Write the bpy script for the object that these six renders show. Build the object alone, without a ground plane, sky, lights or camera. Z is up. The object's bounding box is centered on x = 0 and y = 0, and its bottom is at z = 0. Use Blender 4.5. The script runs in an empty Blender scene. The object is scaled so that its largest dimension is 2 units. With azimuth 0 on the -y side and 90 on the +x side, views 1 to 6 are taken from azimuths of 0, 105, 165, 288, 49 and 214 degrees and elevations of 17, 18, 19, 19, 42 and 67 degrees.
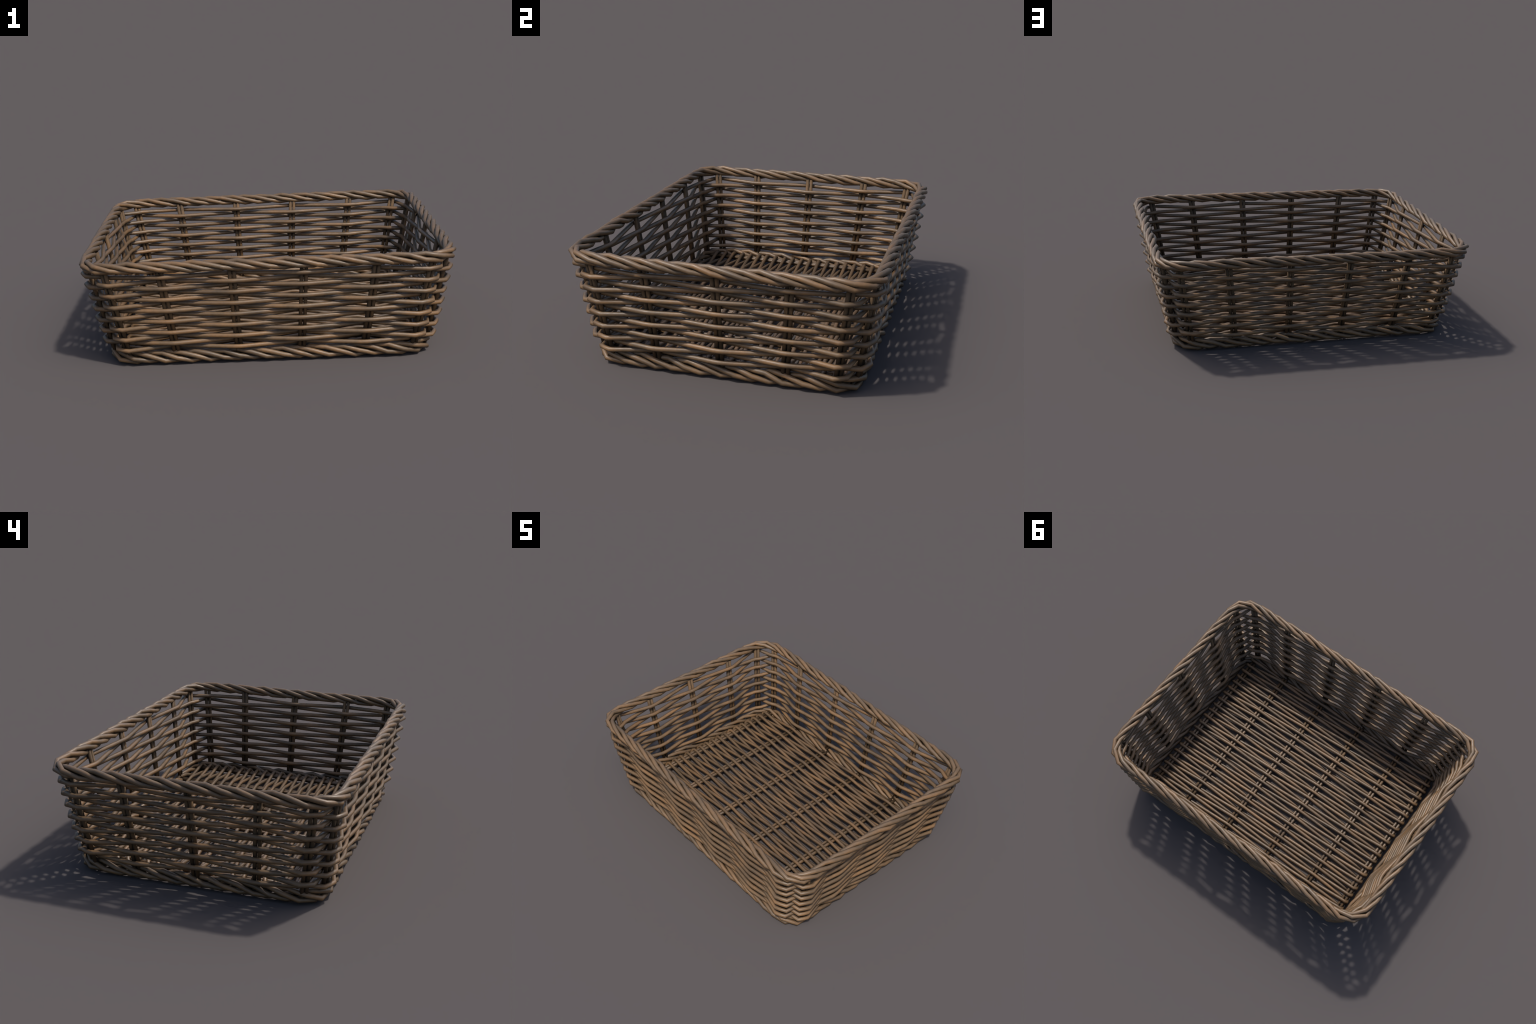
import bpy, math, random
from mathutils import Vector

rng = random.Random(11)

# ----------------------------------------------------------------- proportions
STAKE_R = 0.0108          # radius of one upright rod
PAIR_GAP = 0.0113         # half distance between the two rods of a pair
WEAVER_R = 0.0127         # radius of a weaving strand in the walls
WEAVE_D = 0.0228          # how far a weaver swings in / out of the stake plane
KINK = 0.024              # half width of the flat part of a weaver across a stake
ROWS, ROW_Z0, ROW_DZ = 14, 0.0965, 0.0323
STAKE_TOP = 0.558
FLOOR_Z = 0.052
FLOOR_R = 0.0108
FLOOR_D = 0.0203

# wall planes lean outward: half width grows with height
def wall_x(z): return 0.842 + 0.1855 * z
def wall_y(z): return 0.629 + 0.1450 * z

# stake positions along each wall (value at the ground, gain per metre of height)
LONG = [(-0.757, -0.170), (-0.498, -0.118), (-0.166, -0.039),
        (0.166, 0.039), (0.499, 0.118), (0.760, 0.168)]
SHORT = [(-0.552, -0.118), (-0.318, -0.060), (-0.006, 0.004),
         (0.306, 0.070), (0.546, 0.126)]

def clamp(v, a, b): return max(a, min(b, v))

# ------------------------------------------------------------------- materials
def wicker_material(name, tint=1.0, grey=0.0, gloss=1.0):
    m = bpy.data.materials.new(name)
    m.use_nodes = True
    nt = m.node_tree
    N, L = nt.nodes, nt.links
    N.clear()
    out = N.new("ShaderNodeOutputMaterial")
    bs = N.new("ShaderNodeBsdfPrincipled")
    L.new(bs.outputs[0], out.inputs[0])
    tc = N.new("ShaderNodeTexCoord")
    oi = N.new("ShaderNodeObjectInfo")
    # shift the pattern from strand to strand
    off = N.new("ShaderNodeVectorMath"); off.operation = 'SCALE'
    off.inputs[0].default_value = (7.3, 11.9, 5.1)
    L.new(oi.outputs["Random"], off.inputs[3])
    add = N.new("ShaderNodeVectorMath"); add.operation = 'ADD'
    L.new(tc.outputs["Object"], add.inputs[0]); L.new(off.outputs[0], add.inputs[1])

    def noise(scale, detail, rough=0.55):
        n = N.new("ShaderNodeTexNoise")
        n.inputs["Scale"].default_value = scale
        n.inputs["Detail"].default_value = detail
        n.inputs["Roughness"].default_value = rough
        L.new(add.outputs[0], n.inputs["Vector"])
        return n.outputs["Fac"]

    def ramp(fac, stops):
        r = N.new("ShaderNodeValToRGB")
        el = r.color_ramp.elements
        while len(el) < len(stops): el.new(0.5)
        for e, (p, c) in zip(el, stops):
            e.position = p; e.color = (*[v * tint for v in c], 1)
        L.new(fac, r.inputs[0])
        return r.outputs[0]

    def mix(fac, a, b, mode='MIX'):
        x = N.new("ShaderNodeMix"); x.data_type = 'RGBA'; x.blend_type = mode
        if isinstance(fac, float): x.inputs[0].default_value = fac
        else: L.new(fac, x.inputs[0])
        for s, v in ((x.inputs[6], a), (x.inputs[7], b)):
            if isinstance(v, tuple): s.default_value = (*v, 1)
            else: L.new(v, s)
        return x.outputs[2]

    def maprange(fac, a, b, c, d):
        r = N.new("ShaderNodeMapRange")
        for i, v in enumerate((a, b, c, d)): r.inputs[i + 1].default_value = v
        L.new(fac, r.inputs[0])
        return r.outputs[0]

    # broad bark tone: grey brown to warm tan
    tone = ramp(noise(6.5, 3.0), [(0.34, C_DARK), (0.50, C_MID), (0.64, C_WARM)])
    # fine mottling
    mott = ramp(noise(60.0, 4.0, 0.65), [(0.30, (0.86, 0.86, 0.86)), (0.55, (1, 1, 1)), (0.75, (1.08, 1.06, 1.02))])
    col = mix(1.0, tone, mott, 'MULTIPLY')
    # per strand brightness
    br = maprange(oi.outputs["Random"], 0, 1, 0.80, 1.13)
    comb = N.new("ShaderNodeCombineColor")
    for i in range(3): L.new(br, comb.inputs[i])
    col = mix(1.0, col, comb.outputs[0], 'MULTIPLY')
    # blend toward grey on upward faces
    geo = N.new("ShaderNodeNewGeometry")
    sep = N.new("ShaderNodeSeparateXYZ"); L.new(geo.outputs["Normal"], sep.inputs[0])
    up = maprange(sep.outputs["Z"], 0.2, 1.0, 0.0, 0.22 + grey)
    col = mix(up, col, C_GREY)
    # shade painted into the colour toward the rounded flanks of each rod
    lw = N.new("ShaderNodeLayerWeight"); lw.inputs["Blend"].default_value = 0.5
    flank_shade = maprange(lw.outputs["Facing"], 0.25, 0.95, 0.0, 0.62)
    col = mix(flank_shade, col, (0.040, 0.026, 0.014))
    # occlusion shade mixed into the colour in the crevices between the rods
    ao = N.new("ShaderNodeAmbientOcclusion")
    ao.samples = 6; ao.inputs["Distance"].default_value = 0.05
    crevice_shade = maprange(ao.outputs["AO"], 0.15, 0.75, 0.72, 0.0)
    col = mix(crevice_shade, col, (0.030, 0.020, 0.012))
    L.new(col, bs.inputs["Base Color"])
    L.new(maprange(noise(40.0, 3.0), 0.3, 0.7, 0.40 / gloss, 0.54 / gloss), bs.inputs["Roughness"])
    bs.inputs["Specular IOR Level"].default_value = 0.45 * gloss
    bp = N.new("ShaderNodeBump")
    bp.inputs["Strength"].default_value = 0.18
    bp.inputs["Distance"].default_value = 0.002
    L.new(noise(110.0, 4.0), bp.inputs["Height"])
    L.new(bp.outputs[0], bs.inputs["Normal"])
    return m

C_DARK = (0.090, 0.058, 0.031)
C_MID = (0.139, 0.083, 0.040)
C_WARM = (0.190, 0.103, 0.043)
C_GREY = (0.138, 0.100, 0.068)

# ------------------------------------------------------------------- geometry
def tube(name, pts, r, mat, parent, sides=10, closed=False, taper=None):
    """Mitred round rod along a list of points."""
    pts = [Vector(p) for p in pts]
    n = len(pts)
    if closed:
        dirs = [(pts[(i + 1) % n] - pts[i]).normalized() for i in range(n)]
        tan = [(dirs[i - 1] + dirs[i]).normalized() for i in range(n)]
        half = [dirs[i - 1].dot(tan[i]) for i in range(n)]
    else:
        dirs = [(pts[i + 1] - pts[i]).normalized() for i in range(n - 1)]
        tan = [dirs[0]] + [(dirs[i - 1] + dirs[i]).normalized() for i in range(1, n - 1)] + [dirs[-1]]
        half = [1.0] + [dirs[i].dot(tan[i]) for i in range(1, n - 1)] + [1.0]
    u = tan[0].orthogonal().normalized()
    up = Vector((0, 0, 1))
    frames = []
    for i in range(n):
        ref = up if abs(tan[i].z) < 0.9 else Vector((1, 0, 0))
        if i == 0 or closed:
            u = (ref - tan[i] * ref.dot(tan[i])).normalized()
        else:
            u = (u - tan[i] * u.dot(tan[i])).normalized()
        frames.append((u.copy(), tan[i].cross(u)))
    verts, faces = [], []
    for i in range(n):
        a, b = frames[i]
        rr = r * (taper(i / (n - 1)) if taper else 1.0)
        # widen the ring in the bend plane so that the rod keeps its thickness
        bend = (dirs[i] - dirs[i - 1]) if (closed or 0 < i < n - 1) else Vector()
        k = 1.0 / max(half[i], 0.6)
        bn = bend.normalized() if bend.length > 1e-5 else None
        for s in range(sides):
            t = 2 * math.pi * (s + 0.5) / sides
            o = (a * math.cos(t) + b * math.sin(t)) * rr
            if bn is not None:
                o += bn * o.dot(bn) * (k - 1.0)
            verts.append(pts[i] + o)
    for i in range(n if closed else n - 1):
        j = (i + 1) % n
        for s in range(sides):
            q = (s + 1) % sides
            faces.append((i * sides + s, i * sides + q, j * sides + q, j * sides + s))
    if not closed:
        faces.append(tuple(range(sides))[::-1])
        faces.append(tuple((n - 1) * sides + s for s in range(sides)))
    me = bpy.data.meshes.new(name)
    me.from_pydata(verts, [], faces)
    me.update()
    for p in me.polygons: p.use_smooth = len(p.vertices) == 4
    me.materials.append(mat)
    ob = bpy.data.objects.new(name, me)
    bpy.context.collection.objects.link(ob)
    ob.parent = parent
    return ob

def empty(name, parent=None):
    e = bpy.data.objects.new(name, None)
    bpy.context.collection.objects.link(e)
    e.parent = parent
    return e

basket = empty("wicker_basket")
basket["label"] = "rectangular brown wicker basket with twisted rope rim and open weave"
basket["category"] = "wicker basket"

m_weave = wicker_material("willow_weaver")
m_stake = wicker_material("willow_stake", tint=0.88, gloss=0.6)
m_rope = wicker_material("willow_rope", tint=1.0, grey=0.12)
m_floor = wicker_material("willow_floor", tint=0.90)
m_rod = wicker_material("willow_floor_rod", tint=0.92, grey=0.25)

# ---------------------------------------------------------------- stake frames
def ring_stakes():
    """All 22 stakes counter-clockwise: (position(z), outward normal, along)."""
    r = []
    C, S = math.cos(math.radians(26)), math.sin(math.radians(26))
    for i, (b, k) in enumerate(LONG):                      # front wall, -y
        n = (0, -1) if 0 < i < 5 else ((-S, -C) if i == 0 else (S, -C))
        r.append((lambda z, b=b, k=k: Vector((b + k * z, -wall_y(z), z)), n))
    for i, (b, k) in enumerate(SHORT):                     # right wall, +x
        n = (1, 0) if 0 < i < 4 else ((C, -S) if i == 0 else (C, S))
        r.append((lambda z, b=b, k=k: Vector((wall_x(z), b + k * z, z)), n))
    for i, (b, k) in reversed(list(enumerate(LONG))):      # back wall, +y
        n = (0, 1) if 0 < i < 5 else ((-S, C) if i == 0 else (S, C))
        r.append((lambda z, b=b, k=k: Vector((b + k * z, wall_y(z), z)), n))
    for i, (b, k) in reversed(list(enumerate(SHORT))):     # left wall, -x
        n = (-1, 0) if 0 < i < 4 else ((-C, -S) if i == 0 else (-C, S))
        r.append((lambda z, b=b, k=k: Vector((-wall_x(z), b + k * z, z)), n))
    return [(f, Vector((*n, 0)), Vector((-n[1], n[0], 0))) for f, n in r]

STAKES = ring_stakes()

# -------------------------------------------------------------------- walls
weave = empty("woven_wall", basket)
for row in range(ROWS):
    z = ROW_Z0 + ROW_DZ * row
    pts = []
    for i, (f, n, t) in enumerate(STAKES):
        side = 1 if (i + row) % 2 == 0 else -1
        z1 = z + rng.uniform(-1, 1) * 0.0012
        corner = abs(n.x) > 0.1 and abs(n.y) > 0.1
        p = f(z1) + n * side * (0.0265 if corner and side > 0 else WEAVE_D) * rng.uniform(0.94, 1.06)
        w = (0.031 if corner and side > 0 else KINK) * rng.uniform(0.85, 1.15)
        pts.append(p - t * w)
        pts.append(p + n * side * 0.0012)
        pts.append(p + t * w)
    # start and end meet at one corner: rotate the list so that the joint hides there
    ob = tube("weaver", pts, WEAVER_R * rng.uniform(0.95, 1.04), m_weave, weave, closed=True)

# -------------------------------------------------------------------- stakes
stakes = empty("stake_frame", basket)
for f, n, t in STAKES:           # every stake is a pair of rods side by side
    for s in (-1, 1):
        g = t * (PAIR_GAP * s)
        j = t * rng.uniform(-.002, .002)
        pts = [f(z) + g + (j if z == 0.3 else t * 0) for z in (0.045, 0.3, STAKE_TOP)]
        tube("stake", pts, STAKE_R * rng.uniform(.95, 1.05), m_stake, stakes)

# ------------------------------------------------------------- twisted ropes
def rounded_loop(hx, hy, rad):
    """Arc-length function of a rounded rectangle, counter-clockwise from the
    start of the front side."""
    lx, ly, q = 2 * (hx - rad), 2 * (hy - rad), math.pi / 2 * rad
    segs = [('l', lx, (-hx + rad, -hy), (1, 0)), ('a', q, (hx - rad, -hy + rad), -90),
            ('l', ly, (hx, -hy + rad), (0, 1)), ('a', q, (hx - rad, hy - rad), 0),
            ('l', lx, (hx - rad, hy), (-1, 0)), ('a', q, (-hx + rad, hy - rad), 90),
            ('l', ly, (-hx, hy - rad), (0, -1)), ('a', q, (-hx + rad, -hy + rad), 180)]
    total = 2 * lx + 2 * ly + 4 * q
    def at(s):
        s %= total
        for kind, ln, p, d in segs:
            if s <= ln:
                if kind == 'l':
                    return Vector((p[0] + d[0] * s, p[1] + d[1] * s, 0)), Vector((d[1], -d[0], 0))
                a = math.radians(d + 90 * s / ln)
                n = Vector((math.cos(a), math.sin(a), 0))
                return Vector((*p, 0)) + n * rad, n
            s -= ln
        return at(0)
    return at, total

def rope(name, strand, hx, hy, rad, zc, rc, r, turns, phase, mat, step=0.08, flat=1.0):
    grp = empty(name, basket)
    at, total = rounded_loop(hx, hy, rad)
    nk = int(round(total / step))
    for k in range(4):
        shift = rng.random()
        pts = []
        for i in range(nk):
            s = total * (i + shift) / nk
            c, n = at(s)
            th = 2 * math.pi * (turns * s / total + k / 4) + phase + rng.uniform(-.17, .17)
            rr = rc * rng.uniform(0.90, 1.16)
            pts.append(c + Vector((0, 0, zc + math.cos(th) * rr * flat)) + n * math.sin(th) * rr)
        tube(strand, pts, r * rng.uniform(0.97, 1.03), mat, grp, sides=10, closed=True)

rope("rim", "rim_strand", 0.963, 0.722, 0.132, 0.571, 0.0205, 0.0133, 14, 0.0, m_rope)
rope("base_rope", "base_strand", 0.848, 0.640, 0.115, 0.0430, 0.0190, 0.0134, 13, 0.0, m_rope, flat=1.38)

# --------------------------------------------------------------------- floor
floor = empty("woven_floor", basket)
NF = 43
RODX = [-0.770, -0.503, -0.168, 0.168, 0.503, 0.770]
for x in RODX:
    for s in (-1, 1):
        pts = [(x + s * PAIR_GAP + rng.uniform(-.001, .001), y, FLOOR_Z) for y in (-0.632, -0.2, 0.2, 0.632)]
        tube("floor_rod", pts, 0.0100, m_rod, floor)
def floor_y(i): return 0.5916 - 0.0283 * i
fy = [floor_y(i) + rng.uniform(-.002, .002) for i in range(NF)]
for i in range(NF):
    y = fy[i]
    # odd strands pass over the last rod at -x, even ones over the last rod at +x
    over_right = i % 2 == 0
    pts = []
    sgn0 = 1 if not over_right else -1          # over at the left end?
    ys = [y + rng.gauss(0, .0030) + (rng.uniform(-.009, .009) if rng.random() < 0.05 else 0) for _ in RODX]
    if sgn0 > 0:                                # hook round the left end rod
        yn = y - 0.0283
        pts += [(-0.790, yn + 0.004, FLOOR_Z - FLOOR_D), (-0.797, yn + 0.010, FLOOR_Z - 0.010),
                (-0.796, y - 0.010, FLOOR_Z + 0.004), (-0.796, y - 0.002, FLOOR_Z + 0.0135)]
    else:
        pts += [(-0.791, y + .004, FLOOR_Z - FLOOR_D)]
    for k, x in enumerate(RODX):
        sg = sgn0 * (1 if k % 2 == 0 else -1)
        d = FLOOR_D * sg
        w = 0.013
        pts += [(x - w if k else x - 0.012, ys[k], FLOOR_Z + d), (x + w if k < 5 else x + 0.012, ys[k], FLOOR_Z + d)]
    if over_right:
        yn = y - 0.0283
        pts += [(0.796, y - 0.002, FLOOR_Z + 0.0135), (0.796, y - 0.010, FLOOR_Z + 0.004),
                (0.797, yn + 0.010, FLOOR_Z - 0.010), (0.790, yn + 0.004, FLOOR_Z - FLOOR_D)]
    else:
        pts += [(0.791, y + .004, FLOOR_Z - FLOOR_D)]
    tube("floor_strand", pts, FLOOR_R * rng.uniform(.94, 1.05), m_floor, floor)
